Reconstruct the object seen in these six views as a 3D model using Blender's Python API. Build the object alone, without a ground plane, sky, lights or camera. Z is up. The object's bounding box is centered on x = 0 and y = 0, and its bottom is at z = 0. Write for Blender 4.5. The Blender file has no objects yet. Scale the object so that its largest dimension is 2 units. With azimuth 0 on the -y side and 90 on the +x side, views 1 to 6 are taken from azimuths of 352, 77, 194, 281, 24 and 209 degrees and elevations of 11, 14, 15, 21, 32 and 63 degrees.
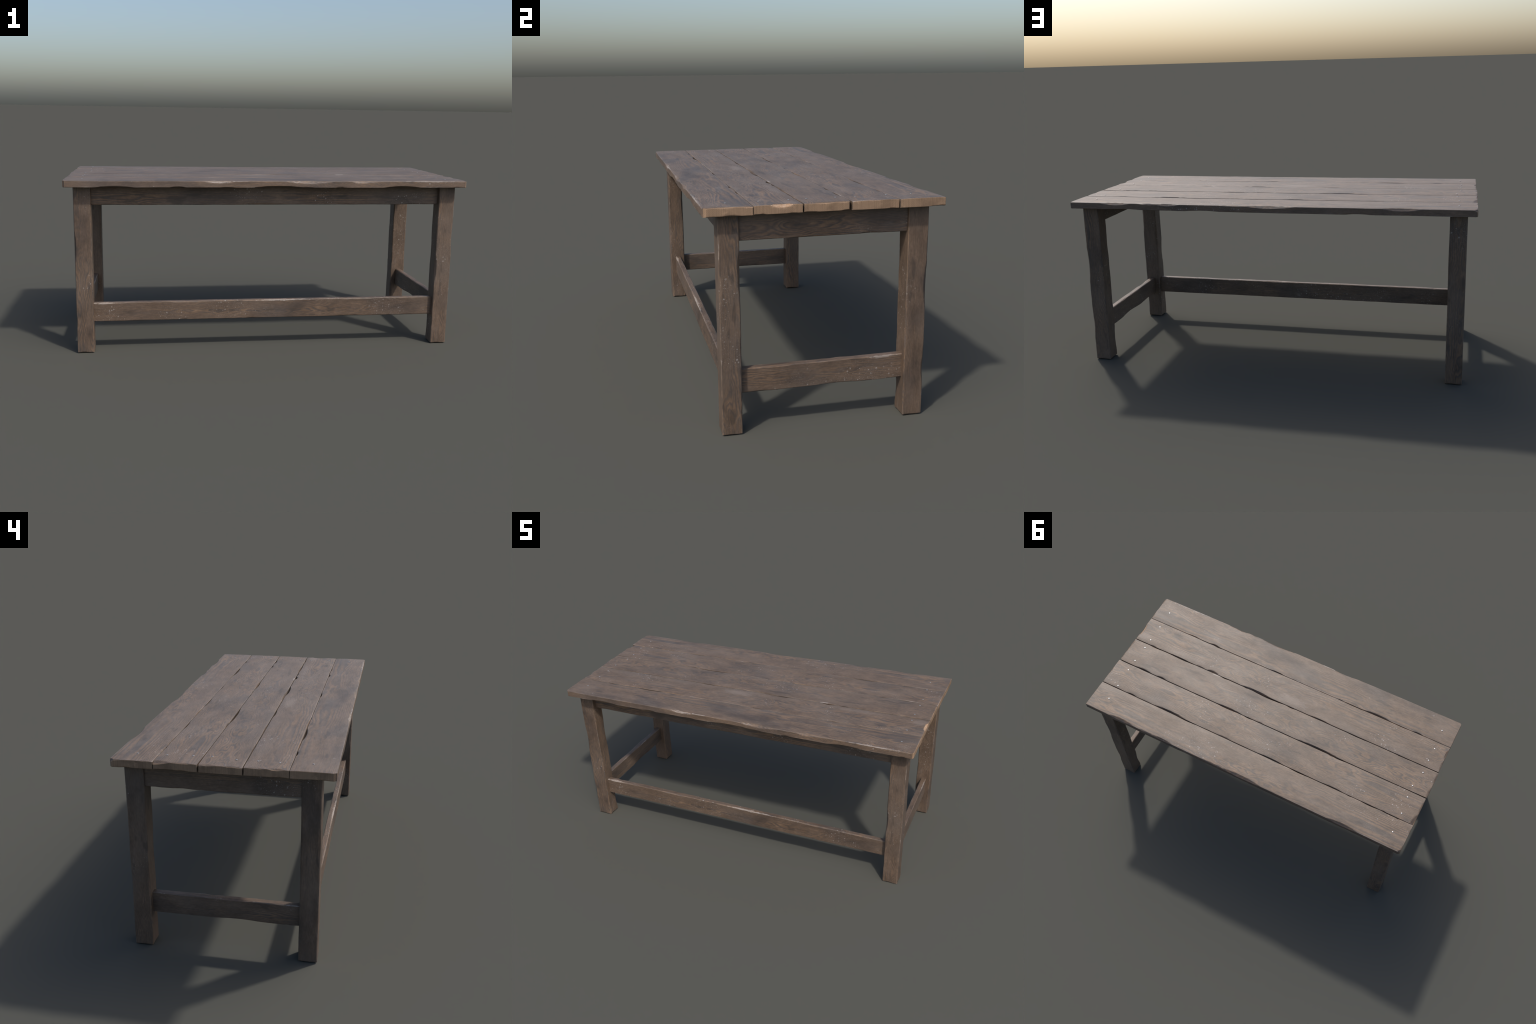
"""Rustic plank work table: five worn boards nailed on a frame of four square
legs, three aprons and three low stretchers (open on the back long side)."""
import bpy, math, random
import numpy as np
from mathutils import Vector

# ------------------------------------------------------------------ helpers
def levels(half, fine, coarse, band):
    """Lattice levels over [-half, half]: close together near the arrises."""
    steps = [0.0, 0.0014, 0.0032, 0.0055]
    while steps[-1] + fine < min(band, half):
        steps.append(steps[-1] + fine)
    inner = half - steps[-1]
    n = max(1, int(math.ceil(2 * inner / coarse)))
    mid = np.linspace(-inner, inner, n + 1)[1:-1]
    lo = np.array([-half + s for s in steps])
    return np.concatenate([lo, mid, -lo[::-1]])


class WaveNoise:
    """Smooth seeded noise: a few random plane waves."""
    def __init__(self, seed, freqs, count=7):
        rng = np.random.RandomState(seed)
        self.k = rng.normal(size=(count, 3)) * np.array(freqs)
        self.p = rng.uniform(0, 6.283, count)
        self.a = rng.uniform(0.5, 1.0, count) / count * 1.8

    def __call__(self, pts):
        return (np.sin(pts @ self.k.T + self.p) * self.a).sum(axis=1)


def scoop(p, half, edge, at, reach, a, b, power=1.0, bend=0.0):
    """Carve a hollow into one arris of the box.  edge=((axis,sign),(axis,sign)),
    'at'/'reach' centre and half length along the arris, a/b how far the cut
    goes into the box along the two axes.  Returns a mask of moved points."""
    (ax, sx), (bx, sb) = edge
    t_ax = 3 - ax - bx
    d1 = half[ax] - sx * p[:, ax]
    d2 = half[bx] - sb * p[:, bx]
    u = (p[:, t_ax] - at) / reach
    u = np.clip(u + bend * (1 - u * u), -1, 1)
    c = np.power(np.clip(1 - u * u, 0, 1), power)
    s = d1 / a + d2 / b
    m = (s < c) & (np.abs(u) < 1)
    k = np.where(m, (c - s) / (1 / a ** 2 + 1 / b ** 2), 0.0)
    p[:, ax] -= sx * k / a
    p[:, bx] -= sb * k / b
    return m & (np.hypot(k / a, k / b) > 4e-4)


def round_arrises(p, half, seed, size):
    noise = WaveNoise(seed + 77, (30, 30, 30), 9)
    w = size * (1.0 + 0.55 * noise(p))
    for ax in range(3):
        for bx in range(ax + 1, 3):
            for sx in (-1, 1):
                for sb in (-1, 1):
                    d1 = half[ax] - sx * p[:, ax]
                    d2 = half[bx] - sb * p[:, bx]
                    k = np.clip((w - d1 - d2) / 2, 0, None)
                    p[:, ax] -= sx * k
                    p[:, bx] -= sb * k


def board(name, dims, mats, seed, cuts=(), nicks=0, arris=0.0028, wobble=0.0,
          sag=None, bare_cut=None, crown=0.0, open_side=0):
    """Box lattice with worn arrises, hollows, nicks and gentle unevenness."""
    half = np.array(dims) / 2.0
    lv = [levels(half[0], 0.004, 0.0075, 0.03),
          levels(half[1], 0.0038, 0.0085, 0.03),
          levels(half[2], 0.0038, 0.0085, 0.03)]
    n = [len(l) for l in lv]
    index, pts, faces = {}, [], []

    def vid(i, j, k):
        key = (i, j, k)
        v = index.get(key)
        if v is None:
            v = index[key] = len(pts)
            pts.append((lv[0][i], lv[1][j], lv[2][k]))
        return v

    for ax in range(3):
        u, v = (ax + 1) % 3, (ax + 2) % 3
        for side in (0, n[ax] - 1):
            for iu in range(n[u] - 1):
                for iv in range(n[v] - 1):
                    quad = []
                    for du, dv in ((0, 0), (1, 0), (1, 1), (0, 1)):
                        c = [0, 0, 0]
                        c[ax], c[u], c[v] = side, iu + du, iv + dv
                        quad.append(vid(*c))
                    faces.append(quad if side else quad[::-1])
    p = np.array(pts)
    box = p.copy()
    rng = random.Random(seed)
    bare = np.zeros(len(p), bool)
    carved = np.zeros(len(p), bool)
    for ci, c in enumerate(cuts):
        m = scoop(p, half, *c)
        carved |= m
        if bare_cut is not None and ci == bare_cut:
            bare |= m
    for _ in range(nicks):                       # small random chips
        e = rng.choice([((1, rng.choice((-1, 1))), (2, rng.choice((-1, 1)))),
                        ((1, rng.choice((-1, 1))), (2, rng.choice((-1, 1)))),
                        ((1, rng.choice((-1, 1))), (2, rng.choice((-1, 1)))),
                        ((0, rng.choice((-1, 1))), (2, rng.choice((-1, 1))))])
        t = 3 - e[0][0] - e[1][0]
        scoop(p, half, e, rng.uniform(-.95, .95) * half[t], rng.uniform(.012, .05),
              rng.uniform(.003, .006), rng.uniform(.003, .006))
    round_arrises(p, half, seed, arris)
    if crown:
        w = np.clip((np.abs(box[:, 1]) / half[1] - 0.55) / 0.45, 0, 1)
        p[:, 2] -= crown * w * w * (box[:, 2] > 0)
    if sag:
        p[:, 2] += sag(box)
    if wobble:
        for ax in range(1, 3):
            nz = WaveNoise(seed * 3 + ax, (14, 16, 16))
            p[:, ax] += wobble * nz(box)
    me = bpy.data.meshes.new(name)
    me.from_pydata(p.tolist(), [], faces)
    for m in mats:
        me.materials.append(m)
    if len(mats) > 1:
        end = np.abs(np.abs(box[:, 0]) - half[0]) < 1e-6
        flank = np.abs(np.abs(box[:, 1]) - half[1]) < 1e-6
        idx = []
        for f in faces:
            if len(mats) > 2 and sum(bare[i] for i in f) >= 3:
                idx.append(2)
            elif all(end[i] for i in f):
                idx.append(1)
            elif len(mats) > 3 and all(flank[i] for i in f):
                idx.append(3 if box[f[0], 1] * open_side > 0 else 0 if sum(carved[i] for i in f) >= 3 else 4)
            else:
                idx.append(0)
        me.polygons.foreach_set("material_index", idx)
    me.polygons.foreach_set("use_smooth", [True] * len(faces))
    me.update()
    me.set_sharp_from_angle(angle=math.radians(24))
    ob = bpy.data.objects.new(name, me)
    bpy.context.scene.collection.objects.link(ob)
    return ob


# ---------------------------------------------------------------- materials
class Graph:
    def __init__(self, name):
        self.mat = bpy.data.materials.new(name)
        self.mat.use_nodes = True
        self.t = self.mat.node_tree
        self.t.nodes.clear()

    def node(self, kind, **kw):
        n = self.t.nodes.new(kind)
        for k, v in kw.items():
            setattr(n, k, v)
        return n

    def put(self, sock, v):
        if hasattr(v, "is_output"):
            self.t.links.new(v, sock)
        elif isinstance(v, (tuple, list)) and sock.type == 'RGBA':
            sock.default_value = tuple(v) + ((1.0,) if len(v) == 3 else ())
        else:
            sock.default_value = v

    def math(self, op, a, b=0.0, c=0.0, clamp=False):
        n = self.node("ShaderNodeMath", operation=op, use_clamp=clamp)
        for s, v in zip(n.inputs, (a, b, c)):
            self.put(s, v)
        return n.outputs[0]

    def vec(self, op, a, b=(0, 0, 0)):
        n = self.node("ShaderNodeVectorMath", operation=op)
        self.put(n.inputs[0], a)
        self.put(n.inputs[1], b)
        return n.outputs[0]

    def noise(self, v, scale=1.0, detail=3.0, rough=0.5, dist=0.0):
        n = self.node("ShaderNodeTexNoise")
        self.put(n.inputs["Vector"], v)
        self.put(n.inputs["Scale"], scale)
        self.put(n.inputs["Detail"], detail)
        self.put(n.inputs["Roughness"], rough)
        self.put(n.inputs["Distortion"], dist)
        return n.outputs["Fac"]

    def step(self, x, lo, hi):
        n = self.node("ShaderNodeMapRange", interpolation_type='SMOOTHSTEP')
        for s, v in zip(n.inputs, (x, lo, hi, 0.0, 1.0)):
            self.put(s, v)
        return n.outputs[0]

    def mix(self, f, a, b, kind='MIX'):
        n = self.node("ShaderNodeMix", data_type='RGBA', blend_type=kind)
        self.put(n.inputs[0], f)
        self.put(n.inputs[6], a)
        self.put(n.inputs[7], b)
        return n.outputs[2]

    def ramp(self, f, stops):
        n = self.node("ShaderNodeValToRGB")
        el = n.color_ramp.elements
        while len(el) < len(stops):
            el.new(0.5)
        for e, (pos, val) in zip(el, stops):
            e.position = pos
            e.color = (val, val, val, 1)
        self.put(n.inputs[0], f)
        return n.outputs[0]

    def finish(self, colour, rough, height, strength, spec=0.5, metal=0.0):
        b = self.node("ShaderNodeBsdfPrincipled")
        self.put(b.inputs["Base Color"], colour)
        self.put(b.inputs["Roughness"], rough)
        self.put(b.inputs["Specular IOR Level"], spec)
        self.put(b.inputs["Metallic"], metal)
        if height is not None:
            bp = self.node("ShaderNodeBump")
            bp.inputs["Strength"].default_value = strength
            bp.inputs["Distance"].default_value = 0.002
            self.put(bp.inputs["Height"], height)
            self.put(b.inputs["Normal"], bp.outputs[0])
        o = self.node("ShaderNodeOutputMaterial")
        self.t.links.new(b.outputs[0], o.inputs[0])
        return self.mat


def stained_wood(name, dims, seed, pith, early, late, haze, figure=0.05,
                 spacing=0.0054, spots=0.56, wear=0.5, blots=(), dust=0.3,
                 rough=(0.47, 0.62), spec=0.45, splashes=(), contrast=1.0):
    """Weathered timber.  Local X runs along the grain; growth rings are shells
    round a pith line, warped by stretched noise so the faces show straight
    lines, cathedral arches and closed eyes."""
    rng = random.Random(seed)
    g = Graph(name)
    P = g.node("ShaderNodeTexCoord").outputs["Object"]
    sep = g.node("ShaderNodeSeparateXYZ")
    g.put(sep.inputs[0], P)
    x, y, z = sep.outputs
    off = tuple(rng.uniform(-40, 40) for _ in range(3))
    Q = g.vec('ADD', P, off)
    long = lambda sx, s: g.vec('MULTIPLY', Q, (sx, s, s))

    # growth rings
    dy = g.math('SUBTRACT', y, pith[0])
    dz = g.math('SUBTRACT', z, pith[1])
    r = g.math('SQRT', g.math('ADD', g.math('MULTIPLY', dy, dy), g.math('MULTIPLY', dz, dz)))
    zone = g.step(g.noise(long(1.3, 3.0), 1.0, 1.0), 0.36, 0.62)
    w1 = g.math('SUBTRACT', g.noise(long(4.2, 15.0), 1.0, 2.2, 0.5), 0.5)
    w2 = g.math('SUBTRACT', g.noise(long(14, 75), 1.0, 2.0), 0.5)
    amp = g.math('MULTIPLY_ADD', zone, figure * 1.5, figure * 0.12)
    r = g.math('ADD', r, g.math('MULTIPLY', w1, amp))
    r = g.math('ADD', r, g.math('MULTIPLY', w2, 0.0030))
    t = g.math('FRACT', g.math('DIVIDE', r, spacing))
    ring = g.ramp(t, [(0.0, 0.0), (0.28, 0.12), (0.62, 0.85), (0.78, 1.0), (0.92, 0.35), (1.0, 0.0)])
    # the figure shows strongly in some places and is veiled in others
    veil = g.step(g.noise(long(2.4, 7), 1.0, 3.0), 0.30, 0.68)
    depth = g.math('MULTIPLY_ADD', veil, 0.80 * contrast, 0.22 * contrast)
    ring = g.math('ADD', g.math('MULTIPLY', g.math('SUBTRACT', ring, 0.5), depth), 0.5, clamp=True)
    col = g.mix(ring, early, late)
    # tonal drift along the timber and fine fibres
    drift = g.noise(long(3.2, 6.0), 1.0, 3.0, 0.5)
    col = g.mix(g.math('MULTIPLY', g.step(drift, 0.49, 0.68), 0.60), col,
                tuple(c * k for c, k in zip(late, (0.76, 0.73, 0.73))))
    fib = g.noise(long(22, 420), 1.0, 2.0, 0.6)
    col = g.mix(0.28, col, g.mix(1.0, col, g.ramp(fib, [(0.25, 0.35), (0.75, 1.6)]), 'MULTIPLY'))
    mot = g.noise(long(9, 22), 1.0, 4.0, 0.62)
    col = g.mix(0.55, col, g.mix(1.0, col, g.ramp(mot, [(0.28, 0.55), (0.72, 1.45)]), 'MULTIPLY'))
    grit = g.noise(long(60, 160), 1.0, 3.0, 0.7)
    col = g.mix(0.5, col, g.mix(1.0, col, g.ramp(grit, [(0.30, 0.62), (0.70, 1.40)]), 'MULTIPLY'))
    # greyish handling dust in soft clouds
    cloud = g.noise(g.vec('ADD', long(3.0, 6.0), (9, 3, 5)), 1.0, 4.0, 0.6)
    col = g.mix(g.math('MULTIPLY', g.step(cloud, 0.38, 0.75), dust), col, haze)
    # small blots of dark stain elongated with the grain
    blot = g.step(g.noise(g.vec('ADD', long(7, 26), (4, 7, 1)), 1.0, 2.0), 0.64, 0.70)
    col = g.mix(g.math('MULTIPLY', blot, 0.45), col, tuple(c * 0.55 for c in late))

    # pale scuffing along the arrises
    hx, hy, hz = (d / 2 for d in dims)
    ex = g.math('SUBTRACT', hx, g.math('ABSOLUTE', x))
    ey = g.math('SUBTRACT', hy, g.math('ABSOLUTE', y))
    ez = g.math('SUBTRACT', hz, g.math('ABSOLUTE', z))
    lo, hi = g.math('MINIMUM', ey, ez), g.math('MAXIMUM', ey, ez)
    second = g.math('MAXIMUM', lo, g.math('MINIMUM', hi, ex))
    rag = g.noise(long(35, 160), 1.0, 3.0, 0.65)
    rim = g.math('SUBTRACT', 1.0, g.step(second, 0.0, 0.012))
    rim2 = g.math('ADD', rim, g.math('MULTIPLY', g.math('SUBTRACT', rag, 0.5), 0.9))
    where = g.noise(g.vec('ADD', long(6.5, 9), (2, 8, 6)), 1.0, 2.5, 0.6)
    soft = g.math('MULTIPLY', g.step(rim2, 0.45, 1.15), g.step(where, 0.40, 0.64))
    col = g.mix(g.math('MULTIPLY', soft, wear * 0.62), col, tuple(min(1, c * 1.5) for c in haze))
    hard = g.math('MULTIPLY', g.step(rim2, 0.86, 0.98), g.step(where, 0.62, 0.67))
    pale = (0.40, 0.35, 0.31)
    col = g.mix(g.math('MULTIPLY', hard, wear), col, pale)
    # placed rubs: bare pale strips on named stretches of an arris
    for (bx, by, bz, lx, ly, lz, k) in blots:
        d = g.vec('MULTIPLY', g.vec('SUBTRACT', P, (bx, by, bz)), (1 / lx, 1 / ly, 1 / lz))
        ln = g.node("ShaderNodeVectorMath", operation='LENGTH')
        g.put(ln.inputs[0], d)
        e = g.math('ADD', ln.outputs["Value"], g.math('MULTIPLY', g.math('SUBTRACT', g.math('MULTIPLY_ADD', rag, 0.6, g.math('MULTIPLY', grit, 0.4)), 0.5), 4.0))
        col = g.mix(g.math('MULTIPLY', g.math('SUBTRACT', 1.0, g.step(e, 0.45, 0.85)), k * 0.75), col, (0.345, 0.30, 0.265))

    # splashes of old whitewash
    v = g.node("ShaderNodeTexVoronoi", feature='F1')
    jit = Q
    g.put(v.inputs["Vector"], jit)
    g.put(v.inputs["Scale"], 95.0)
    sc = g.node("ShaderNodeSeparateColor")
    g.put(sc.inputs[0], v.outputs["Color"])
    size = g.math('MULTIPLY_ADD', g.math('POWER', sc.outputs[0], 4.0), 0.30, 0.04)
    dist = g.math('ADD', v.outputs["Distance"],
                  g.math('MULTIPLY', g.math('SUBTRACT', g.noise(Q, 330, 2.0), 0.5), 0.62))
    dot = g.math('SUBTRACT', 1.0, g.step(g.math('SUBTRACT', dist, size), -0.04, 0.06))
    cluster = g.noise(g.vec('ADD', g.vec('MULTIPLY', Q, (5.0, 6.5, 6.5)), (3, 1, 2)), 1.0, 2.0)
    for (px, py, pz, rad) in splashes:           # where paint dripped most
        dd = g.node("ShaderNodeVectorMath", operation='DISTANCE')
        g.put(dd.inputs[0], P)
        dd.inputs[1].default_value = (px, py, pz)
        near = g.math('SUBTRACT', 1.0, g.step(dd.outputs["Value"], 0.0, rad))
        cluster = g.math('ADD', cluster, g.math('MULTIPLY', near, 0.22))
    dot = g.math('MULTIPLY', dot, g.step(cluster, spots, spots + 0.10))
    col = g.mix(g.math('MULTIPLY', dot, 0.55), col, (0.36, 0.33, 0.31))

    fine = g.node("ShaderNodeTexVoronoi", feature='F1')
    g.put(fine.inputs["Vector"], Q)
    g.put(fine.inputs["Scale"], 210.0)
    fd = g.math('ADD', fine.outputs["Distance"],
                g.math('MULTIPLY', g.math('SUBTRACT', g.noise(Q, 700, 1.0), 0.5), 0.5))
    speck = g.math('MULTIPLY', g.math('SUBTRACT', 1.0, g.step(fd, 0.10, 0.24)),
                   g.step(cluster, spots - 0.03, spots + 0.10))
    col = g.mix(g.math('MULTIPLY', speck, 0.42), col, (0.33, 0.30, 0.28))
    smear = g.math('MULTIPLY', g.step(g.noise(g.vec('ADD', long(5, 14), (1, 6, 9)), 1.0, 3.0, 0.6), 0.58, 0.76),
                   g.step(g.noise(long(30, 60), 1.0, 3.0, 0.7), 0.30, 0.72))
    col = g.mix(g.math('MULTIPLY', smear, dust), col, tuple(min(1, c * 1.35) for c in haze))

    rg = g.math('MULTIPLY_ADD', g.noise(long(5, 20), 1.0, 3.0), rough[1] - rough[0], rough[0])
    h = g.math('ADD', g.math('MULTIPLY', ring, -0.30), g.math('MULTIPLY', fib, 0.45))
    return g.finish(col, rg, h, 0.22, spec=spec)


def end_grain(name, seed, pith, light, dark, spacing=0.0048):
    rng = random.Random(seed)
    g = Graph(name)
    P = g.node("ShaderNodeTexCoord").outputs["Object"]
    sep = g.node("ShaderNodeSeparateXYZ")
    g.put(sep.inputs[0], P)
    x, y, z = sep.outputs
    Q = g.vec('ADD', P, tuple(rng.uniform(-40, 40) for _ in range(3)))
    dy = g.math('SUBTRACT', y, pith[0])
    dz = g.math('SUBTRACT', z, pith[1])
    r = g.math('SQRT', g.math('ADD', g.math('MULTIPLY', dy, dy), g.math('MULTIPLY', dz, dz)))
    r = g.math('ADD', r, g.math('MULTIPLY', g.math('SUBTRACT', g.noise(Q, 16, 2.0), 0.5), 0.012))
    t = g.math('FRACT', g.math('DIVIDE', r, spacing))
    ring = g.ramp(t, [(0.0, 0.1), (0.5, 0.5), (0.8, 0.9), (1.0, 0.1)])
    col = g.mix(g.math('MULTIPLY', ring, 1.0), light, tuple((a + b) / 2 for a, b in zip(light, dark)))
    dirt = g.noise(Q, 14, 4.0, 0.6)
    col = g.mix(g.math('MULTIPLY', g.step(dirt, 0.46, 0.70), 0.5), col, tuple(c * 0.6 for c in dark))
    rub = g.noise(g.vec('ADD', Q, (5, 5, 5)), 28, 3.0, 0.6)
    col = g.mix(g.math('MULTIPLY', g.step(rub, 0.60, 0.72), 0.4), col, tuple(min(1, c * 1.5) for c in light))
    fib = g.noise(Q, 420, 2.0)
    saw = g.noise(g.vec('MULTIPLY', Q, (1, 260, 12)), 1.0, 2.0)
    col = g.mix(0.3, col, g.mix(1.0, col, g.ramp(saw, [(0.25, 0.5), (0.75, 1.5)]), 'MULTIPLY'))
    return g.finish(col, 0.72, g.math('ADD', fib, g.math('MULTIPLY', ring, -0.3)), 0.15, spec=0.35)


def fresh_wood(name):
    g = Graph(name)
    P = g.node("ShaderNodeTexCoord").outputs["Object"]
    n = g.noise(g.vec('MULTIPLY', P, (40, 90, 300)), 1.0, 3.0)
    col = g.mix(g.step(n, 0.35, 0.7), (0.31, 0.19, 0.11), (0.42, 0.31, 0.225))
    return g.finish(col, 0.7, n, 0.3, spec=0.3)


def nail_steel():
    g = Graph("worn_nail_steel")
    P = g.node("ShaderNodeTexCoord").outputs["Object"]
    n = g.noise(P, 500, 2.0)
    col = g.mix(n, (0.30, 0.295, 0.29), (0.40, 0.395, 0.39))
    return g.finish(col, 0.36, n, 0.1, metal=0.7)


# ------------------------------------------------------------------- palette
EARLY_TOP, LATE_TOP, HAZE_TOP = (0.162, 0.104, 0.064), (0.074, 0.060, 0.050), (0.174, 0.143, 0.119)
EARLY, LATE, HAZE = (0.152, 0.096, 0.059), (0.064, 0.051, 0.044), (0.154, 0.126, 0.106)
END_LIGHT, END_DARK = (0.275, 0.182, 0.115), (0.185, 0.118, 0.074)

# --------------------------------------------------------------------- table
table = bpy.data.objects.new("wooden_table", None)
bpy.context.scene.collection.objects.link(table)
table["label"] = "weathered brown plank work table with gouged edges and nails"
table["category"] = "table"


def place(ob, loc, rot=(0, 0, 0), parent=None):
    ob.parent = parent or table
    ob.location = loc
    ob.rotation_euler = rot
    return ob


X, Y, Z = 0, 1, 2
TOP_Z, BOTTOM_Z = 0.8642, 0.8312
THICK = TOP_Z - BOTTOM_Z


def side(sy, sz, at, reach, a, b, power=1.0):
    """Hollow on a long arris (along X)."""
    return (((Y, sy), (Z, sz)), at, reach, a, b, power)


def end(sx, sz, at, reach, a, b, power=1.0):
    """Hollow on an end arris; 'at' is across the board."""
    return (((X, sx), (Z, sz)), at, reach, a, b, power)


def corner(sx, sy, a, b):
    """Broken upright corner."""
    return (((X, sx), (Y, sy)), 0.0, 0.08, a, b, 0.35)


# five planks, front to back: y range, x range, hollows, pith, rubs
PLANKS = [
    dict(y=(-0.4440, -0.2669), x=(-0.9965, 0.9965), pith=(0.035, -0.10), seed=11, fig=0.062, zone_spots=0.60,
         dust=0.25, sag=0.0004, splash=[(0.62, -0.33, 0.07)],
         cuts=[side(-1, -1, -0.755, 0.100, 0.020, 0.0075), side(-1, -1, -0.455, 0.042, 0.016, 0.006),
               side(-1, -1, 0.035, 0.135, 0.024, 0.010), side(-1, -1, 0.660, 0.100, 0.020, 0.0085),
               side(-1, 1, -0.255, 0.085, 0.010, 0.011), side(-1, 1, 0.190, 0.125, 0.011, 0.012),
               side(-1, 1, 0.450, 0.055, 0.008, 0.010), side(-1, 1, 0.470, 0.075, 0.006, 0.006),
               side(1, 1, 0.540, 0.034, 0.011, 0.022), side(1, 1, 0.112, 0.050, 0.008, 0.02),
               side(1, 1, -0.545, 0.095, 0.015, 0.026), side(1, 1, -0.798, 0.034, 0.009, 0.02),
               corner(-1, -1, 0.010, 0.012), corner(1, -1, 0.010, 0.014),
               end(-1, -1, -0.01, 0.05, 0.008, 0.003)],
         blots=[(-0.25, -0.0875, 0.014, 0.075, 0.010, 0.010, 0.9), (-0.16, -0.0875, 0.016, 0.06, 0.006, 0.006, 0.8),
                (0.80, -0.0875, 0.016, 0.19, 0.007, 0.006, 0.7), (0.18, -0.086, 0.012, 0.10, 0.006, 0.006, 0.5)]),
    dict(y=(-0.2656, -0.0899), x=(-0.9955, 0.9950), pith=(-0.02, -0.06), seed=23, fig=0.056, zone_spots=0.575,
         dust=0.38, sag=0.0006, splash=[(0.13, -0.14, 0.10), (-0.90, -0.13, 0.09), (0.45, -0.15, 0.08)],
         cuts=[end(1, 1, 0.012, 0.042, 0.013, 0.0120, 0.6), side(1, 1, 0.452, 0.040, 0.016, 0.024),
               side(1, 1, 0.160, 0.105, 0.013, 0.026), side(1, 1, -0.260, 0.070, 0.008, 0.018),
               side(1, 1, 0.690, 0.08, 0.005, 0.02), side(-1, 1, 0.60, 0.06, 0.004, 0.01),
               side(-1, 1, -0.40, 0.09, 0.005, 0.012), side(-1, 1, -0.70, 0.06, 0.004, 0.012),
               corner(-1, 1, 0.14, 0.0018), corner(1, 1, 0.14, 0.0014), end(-1, 1, -0.036, 0.034, 0.010, 0.007), end(1, -1, -0.07, 0.03, 0.01, 0.003),
               end(-1, 1, 0.05, 0.03, 0.005, 0.003)],
         blots=[(0.18, 0.085, 0.016, 0.08, 0.006, 0.01, 0.5), (0.955, 0.045, 0.0165, 0.055, 0.04, 0.02, 0.22),
                (-0.06, 0.045, 0.0165, 0.13, 0.04, 0.02, 0.20), (0.62, 0.06, 0.0165, 0.16, 0.025, 0.02, 0.18)]),
    dict(y=(-0.0872, 0.0861), x=(-0.9990, 0.9965), pith=(0.01, -0.045), seed=37, fig=0.046, zone_spots=0.575,
         dust=0.30, lift=0.0008, sag=0.0006, splash=[(0.05, 0.03, 0.12), (-0.95, -0.03, 0.08), (0.95, 0.0, 0.06)],
         cuts=[side(-1, 1, 0.075, 0.115, 0.010, 0.024), side(-1, 1, 0.660, 0.10, 0.006, 0.02),
               side(-1, 1, -0.50, 0.09, 0.005, 0.02), side(1, 1, 0.830, 0.060, 0.010, 0.024),
               side(1, 1, 0.705, 0.036, 0.010, 0.022), side(1, 1, -0.335, 0.145, 0.013, 0.028),
               side(1, 1, 0.235, 0.090, 0.009, 0.022), side(-1, 1, -0.78, 0.10, 0.004, 0.015),
               corner(1, 1, 0.013, 0.008), corner(1, 1, 0.16, 0.0024), corner(1, -1, 0.14, 0.0018), end(1, 1, -0.055, 0.03, 0.008, 0.004),
               end(1, -1, -0.070, 0.045, 0.01, 0.004), end(1, -1, 0.075, 0.03, 0.012, 0.004),
               corner(-1, 1, 0.20, 0.0024), end(-1, 1, 0.055, 0.04, 0.008, 0.004), end(-1, 1, -0.06, 0.035, 0.006, 0.004)],
         blots=[(0.42, -0.083, 0.016, 0.03, 0.008, 0.008, 0.9)]),
    dict(y=(0.0886, 0.2658), x=(-0.9970, 0.9985), pith=(-0.03, -0.05), seed=41, fig=0.048, zone_spots=0.555,
         dust=0.30, sag=0.0008, splash=[(0.12, 0.15, 0.14), (-0.87, 0.18, 0.10), (0.33, 0.22, 0.08)],
         cuts=[side(-1, 1, -0.470, 0.06, 0.006, 0.02), side(-1, 1, 0.25, 0.08, 0.005, 0.018),
               side(1, 1, 0.795, 0.034, 0.009, 0.022), side(1, 1, 0.535, 0.110, 0.014, 0.026),
               side(1, 1, -0.130, 0.09, 0.008, 0.02), side(1, 1, -0.52, 0.07, 0.007, 0.02),
               end(-1, 1, 0.080, 0.060, 0.020, 0.010), end(-1, -1, 0.035, 0.07, 0.010, 0.005),
               corner(-1, -1, 0.18, 0.0022), corner(1, -1, 0.14, 0.0022), corner(1, 1, 0.12, 0.0015), end(-1, 1, -0.02, 0.04, 0.006, 0.003), end(1, 1, 0.0, 0.03, 0.005, 0.003)],
         blots=[]),
    dict(y=(0.2677, 0.4440), x=(-0.9970, 1.0000), pith=(0.03, -0.09), seed=53, fig=0.040, zone_spots=0.585,
         dust=0.30, sag=0.0020, splash=[(0.32, 0.33, 0.14), (0.80, 0.33, 0.06), (-0.12, 0.34, 0.10)],
         cuts=[side(1, 1, 0.755, 0.085, 0.012, 0.010), side(1, 1, 0.480, 0.070, 0.010, 0.009),
               side(1, 1, -0.035, 0.130, 0.013, 0.010), side(1, 1, -0.660, 0.095, 0.012, 0.012),
               side(1, -1, 0.30, 0.09, 0.02, 0.006), side(1, -1, -0.46, 0.06, 0.018, 0.005),
               side(1, -1, 0.72, 0.10, 0.018, 0.004), side(1, 1, 0.13, 0.10, 0.005, 0.004),
               side(-1, 1, 0.42, 0.08, 0.006, 0.015), side(-1, 1, -0.31, 0.07, 0.006, 0.016),
               side(-1, 1, -0.74, 0.06, 0.006, 0.015), side(-1, 1, -0.86, 0.05, 0.005, 0.012),
               corner(-1, 1, 0.012, 0.010), end(-1, 1, 0.0885, 0.016, 0.016, 0.016, 0.6),
               end(1, -1, 0.06, 0.04, 0.008, 0.004), corner(1, -1, 0.14, 0.0022)],
         blots=[]),
]
bare = fresh_wood("fresh_split_wood")
plank_objects = []
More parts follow.
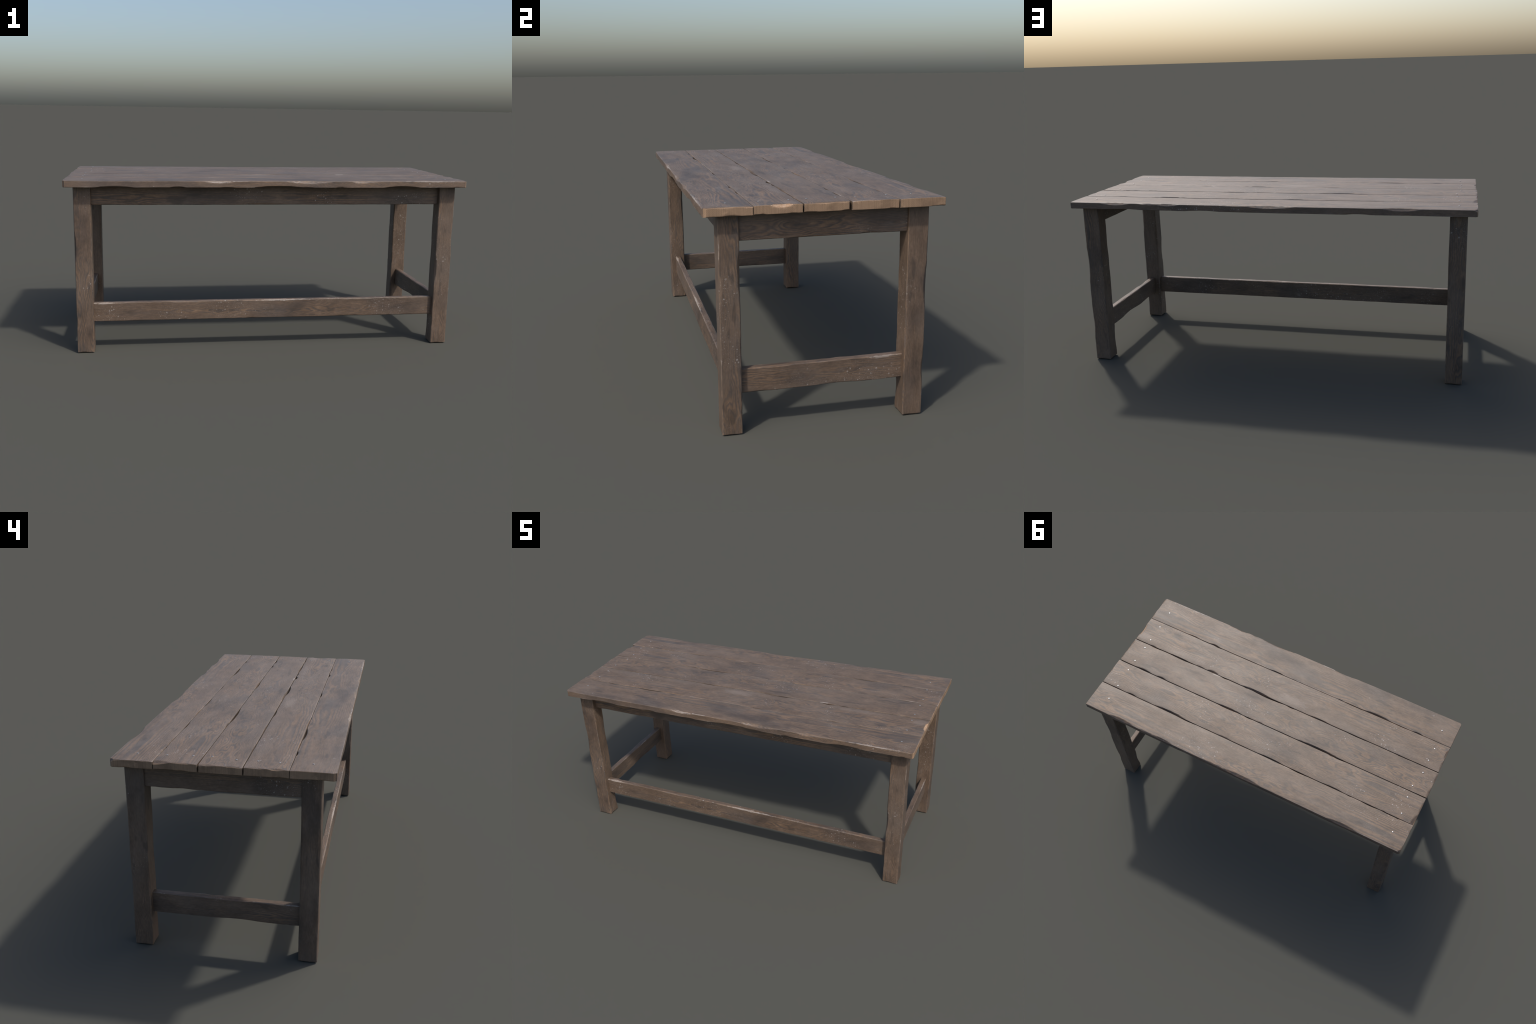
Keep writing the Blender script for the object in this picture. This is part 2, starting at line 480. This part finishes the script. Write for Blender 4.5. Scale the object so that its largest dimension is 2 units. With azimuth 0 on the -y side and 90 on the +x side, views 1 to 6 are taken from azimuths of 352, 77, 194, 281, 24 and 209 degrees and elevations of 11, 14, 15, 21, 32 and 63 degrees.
for i, d in enumerate(PLANKS):
    cx, cy = sum(d["x"]) / 2, sum(d["y"]) / 2
    dims = (d["x"][1] - d["x"][0], d["y"][1] - d["y"][0], THICK)
    wood = stained_wood("stained_plank_wood", dims, d["seed"], d["pith"], EARLY_TOP, LATE_TOP, HAZE_TOP,
                        figure=d["fig"], spots=d["zone_spots"], blots=d["blots"], dust=d["dust"], wear=0.6, rough=(0.44, 0.60), spec=0.46, contrast=0.95,
                        splashes=[(px - cx, py - cy, THICK / 2, rad) for px, py, rad in d.get("splash", ())])
    edge = stained_wood("stained_plank_edge_wood", dims, d["seed"], d["pith"], tuple(c * 1.12 for c in EARLY),
                        tuple(c * 1.25 for c in LATE), HAZE, figure=d["fig"], spots=d["zone_spots"],
                        blots=d["blots"], dust=d["dust"], wear=0.6, spacing=0.0040)
    gap = stained_wood("shadow_darkened_joint_wood", dims, d["seed"], d["pith"], tuple(c * 0.7 for c in EARLY_TOP),  # top palette darkened on inner flanks to paint the seam shadow
                       tuple(c * 0.7 for c in LATE_TOP), tuple(c * 0.8 for c in HAZE_TOP), figure=d["fig"],
                       spots=0.9, dust=0.2, wear=0.15, spacing=0.0040)
    ends = end_grain("sawn_end_grain", d["seed"] + 1, d["pith"], END_LIGHT, END_DARK)
    noise = WaveNoise(d["seed"], (4.0, 9.0, 0.1))
    # hollows facing a neighbouring plank are shallower than those outside
    cuts = []
    for (e, at, reach, a, b, pw) in d["cuts"]:
        outer = e[0] == (Y, -1) and i == 0 or e[0] == (Y, 1) and i == 4
        cuts.append((e, at, reach, a if outer or e[0][0] == X else a * 0.72,
                     b if outer or e[0][0] == X else b * 0.55, pw))
    lift = d.get("lift", 0.0)
    ob = board("plank", dims, [wood, ends, bare, edge, gap], d["seed"], cuts, nicks=16, arris=0.0016, open_side=(-1, 0, 0, 0, 1)[i],
               wobble=0.0005, crown=0.0016, bare_cut=0 if i == 1 else None,
               sag=lambda b, n=noise, l=lift, k=d["sag"]: l - k * (1 - b[:, 0] ** 2) ** 2 + 0.0006 * n(b))
    place(ob, (cx, cy, (TOP_Z + BOTTOM_Z) / 2))
    plank_objects.append((ob, cx, cy))

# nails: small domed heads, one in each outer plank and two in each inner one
NAILS = {0: [(0.915, -0.351), (-0.913, -0.348)],
         1: [(0.911, -0.231), (0.909, -0.121), (-0.920, -0.219), (-0.918, -0.134)],
         2: [(0.908, -0.055), (0.910, 0.053), (-0.921, -0.049), (-0.901, 0.052)],
         3: [(0.909, 0.129), (0.902, 0.251), (-0.904, 0.128), (-0.914, 0.232)],
         4: [(0.899, 0.351), (-0.915, 0.353)]}


def nail_mesh():
    rings = [(0.0, 0.0006), (0.0034, 0.0006), (0.0041, 0.0003), (0.0043, -0.0004), (0.0016, -0.001), (0.0014, -0.02)]
    verts, faces, seg = [(0, 0, rings[0][1])], [], 16
    for r, h in rings[1:]:
        verts += [(r * math.cos(2 * math.pi * k / seg), r * math.sin(2 * math.pi * k / seg), h) for k in range(seg)]
    for k in range(seg):
        faces.append((0, 1 + k, 1 + (k + 1) % seg))
    for q in range(len(rings) - 2):
        a, b = 1 + q * seg, 1 + (q + 1) * seg
        faces += [(a + k, b + k, b + (k + 1) % seg, a + (k + 1) % seg) for k in range(seg)]
    faces.append(tuple(1 + (len(rings) - 2) * seg + k for k in range(seg))[::-1])
    me = bpy.data.meshes.new("nail")
    me.from_pydata(verts, [], faces)
    me.materials.append(nail_steel())
    me.polygons.foreach_set("use_smooth", [True] * len(faces))
    me.update()
    return me


nail = nail_mesh()
for i, spots in NAILS.items():
    ob, cx, cy = plank_objects[i]
    for (nx, ny) in spots:
        n = bpy.data.objects.new("nail", nail)
        bpy.context.scene.collection.objects.link(n)
        place(n, (nx - cx, ny - cy, THICK / 2 + 0.0008 + PLANKS[i].get("lift", 0.0)), parent=ob)

# legs: local X is up, local Z is -world x
LEG_TOP = BOTTOM_Z + 0.0020
UP = (0, -math.pi / 2, 0)
# world ranges and hollows; heights given above the floor
def leg_cut(wx, wy, z, reach, ax_depth, ay_depth):
    """wx/wy: which world side (+1/-1) of the leg the arris lies on."""
    return (((Z, -wx), (Y, wy)), z - LEG_TOP / 2, reach, ax_depth * 0.85, ay_depth * 0.85, 1.0)


LEGS = [
    dict(x=(-0.9545, -0.8715), y=(-0.3875, -0.3090), seed=61, pith=(0.05, 0.045),
         cuts=[leg_cut(-1, -1, 0.540, 0.095, 0.011, 0.013), leg_cut(-1, -1, 0.160, 0.055, 0.006, 0.010),
               leg_cut(-1, -1, 0.36, 0.09, 0.004, 0.008), leg_cut(1, -1, 0.00, 0.13, 0.009, 0.010),
               leg_cut(1, -1, 0.70, 0.10, 0.004, 0.01), leg_cut(-1, 1, 0.40, 0.10, 0.008, 0.012),
               leg_cut(1, 1, 0.55, 0.12, 0.010, 0.010), leg_cut(1, 1, 0.08, 0.08, 0.008, 0.01)]),
    dict(x=(0.8755, 0.9585), y=(-0.3875, -0.3110), seed=67, pith=(0.03, 0.06),
         cuts=[leg_cut(1, -1, 0.565, 0.085, 0.008, 0.012), leg_cut(-1, -1, 0.405, 0.085, 0.012, 0.014),
               leg_cut(1, 1, 0.640, 0.070, 0.012, 0.012), leg_cut(1, 1, 0.585, 0.06, 0.01, 0.010),
               leg_cut(-1, 1, 0.50, 0.10, 0.010, 0.010), leg_cut(1, 1, 0.08, 0.07, 0.008, 0.006),
               leg_cut(-1, 1, 0.10, 0.09, 0.010, 0.010), leg_cut(1, -1, 0.70, 0.06, 0.004, 0.005),
               leg_cut(-1, -1, 0.13, 0.05, 0.005, 0.008)]),
    dict(x=(-0.9545, -0.8745), y=(0.3205, 0.4000), seed=71, pith=(-0.06, 0.04),
         cuts=[leg_cut(-1, 1, 0.30, 0.11, 0.009, 0.010), leg_cut(1, -1, 0.45, 0.10, 0.010, 0.010),
               leg_cut(-1, -1, 0.28, 0.08, 0.010, 0.007), leg_cut(-1, -1, 0.62, 0.09, 0.008, 0.006),
               leg_cut(1, 1, 0.55, 0.10, 0.006, 0.008), leg_cut(1, -1, 0.12, 0.07, 0.008, 0.008)]),
    dict(x=(0.8760, 0.9580), y=(0.3215, 0.4010), seed=79, pith=(-0.05, -0.05),
         cuts=[leg_cut(1, 1, 0.525, 0.11, 0.012, 0.014), leg_cut(1, 1, 0.19, 0.075, 0.010, 0.010),
               leg_cut(-1, -1, 0.10, 0.080, 0.014, 0.012), leg_cut(1, -1, 0.35, 0.14, 0.008, 0.009),
               leg_cut(-1, 1, 0.56, 0.10, 0.009, 0.010), leg_cut(-1, 1, 0.22, 0.09, 0.008, 0.008),
               leg_cut(-1, -1, 0.62, 0.08, 0.006, 0.008)]),
]
for k, d in enumerate(LEGS):
    # worn toes: shallow hollows on the bottom arrises
    for q, (sy, at) in enumerate(((-1, 0.01), (1, -0.012))):
        d["cuts"].append((((X, -1), (Y, sy)), at, 0.03 + 0.006 * ((k + q) % 3), 0.005, 0.006, 1.0))
        d["cuts"].append((((X, -1), (Z, sy)), -at, 0.028 + 0.006 * ((k + q) % 2), 0.004, 0.006, 1.0))
    dims = (LEG_TOP, d["y"][1] - d["y"][0], d["x"][1] - d["x"][0])
    wood = stained_wood("stained_leg_wood", dims, d["seed"], d["pith"], EARLY, LATE, HAZE,
                        figure=0.032, spacing=0.0036, spots=0.545, dust=0.36, wear=0.40)
    ob = board("leg", dims, [wood], d["seed"], d["cuts"], nicks=14, arris=0.0034, wobble=0.0009)
    place(ob, (sum(d["x"]) / 2, sum(d["y"]) / 2, LEG_TOP / 2), UP)

# aprons and stretchers (front, right, left)
QUARTER = (0, 0, math.pi / 2)
FRAME = [
    dict(kind="apron", seed=83, centre=(0.0030, -0.3460, 0.7845), dims=(1.770, 0.028, 0.0945), rot=(0, 0, 0),
         cuts=[side(-1, -1, -0.02, 0.16, 0.006, 0.006), side(-1, -1, -0.80, 0.05, 0.006, 0.005)]),
    dict(kind="apron", seed=89, centre=(0.9315, 0.0055, 0.7825), dims=(0.652, 0.027, 0.0985), rot=QUARTER,
         cuts=[side(-1, -1, 0.17, 0.045, 0.008, 0.007), side(-1, -1, -0.05, 0.06, 0.004, 0.004)]),
    dict(kind="apron", seed=97, centre=(-0.9315, 0.0055, 0.7840), dims=(0.652, 0.027, 0.0960), rot=QUARTER,
         cuts=[side(1, -1, 0.16, 0.05, 0.008, 0.006), side(1, -1, -0.12, 0.05, 0.004, 0.003)]),
    dict(kind="stretcher", seed=101, centre=(0.0020, -0.3475, 0.2000), dims=(1.772, 0.028, 0.0960), rot=(0, 0, 0),
         cuts=[side(-1, 1, -0.80, 0.10, 0.008, 0.006), side(-1, 1, -0.02, 0.20, 0.007, 0.006),
               side(-1, 1, 0.48, 0.14, 0.006, 0.006), side(-1, -1, 0.42, 0.12, 0.006, 0.005),
               side(-1, -1, -0.30, 0.14, 0.005, 0.004), side(-1, 1, -0.42, 0.12, 0.006, 0.006),
               side(1, 1, 0.15, 0.12, 0.006, 0.005)],
         blots=[(-0.82, -0.012, 0.046, 0.075, 0.012, 0.007, 0.85), (0.05, -0.012, 0.046, 0.12, 0.010, 0.007, 0.85),
                (0.15, -0.012, 0.046, 0.10, 0.008, 0.005, 0.6)]),
    dict(kind="stretcher", seed=103, centre=(0.9205, 0.0055, 0.2000), dims=(0.650, 0.029, 0.0970), rot=QUARTER,
         cuts=[side(-1, 1, -0.17, 0.07, 0.010, 0.006), side(-1, -1, 0.05, 0.10, 0.012, 0.007),
               side(1, -1, 0.05, 0.12, 0.014, 0.010), side(1, 1, 0.12, 0.05, 0.006, 0.004),
               side(-1, -1, -0.25, 0.07, 0.006, 0.005), side(1, -1, -0.20, 0.09, 0.01, 0.007)],
         blots=[(0.24, -0.0145, 0.046, 0.09, 0.008, 0.008, 0.6)]),
    dict(kind="stretcher", seed=107, centre=(-0.9150, 0.0055, 0.2005), dims=(0.650, 0.029, 0.0950), rot=QUARTER,
         cuts=[side(1, 1, -0.04, 0.10, 0.010, 0.006), side(1, -1, -0.06, 0.11, 0.010, 0.006),
               side(-1, -1, 0.05, 0.12, 0.010, 0.007), side(1, 1, -0.24, 0.05, 0.006, 0.004),
               side(1, 1, 0.18, 0.07, 0.005, 0.004)]),
]
for d in FRAME:
    wood = stained_wood("stained_%s_wood" % d["kind"], d["dims"], d["seed"],
                        (0.03 if d["seed"] % 2 else -0.03, 0.03 - 0.02 * (d["seed"] % 3)), EARLY, LATE, HAZE,
                        figure=0.030, spacing=0.0035, spots=0.530, dust=0.32, wear=0.45, blots=d.get("blots", ()))
    ob = board(d["kind"], d["dims"], [wood], d["seed"], d["cuts"], nicks=12, arris=0.0030, wobble=0.0009)
    place(ob, d["centre"], d["rot"])
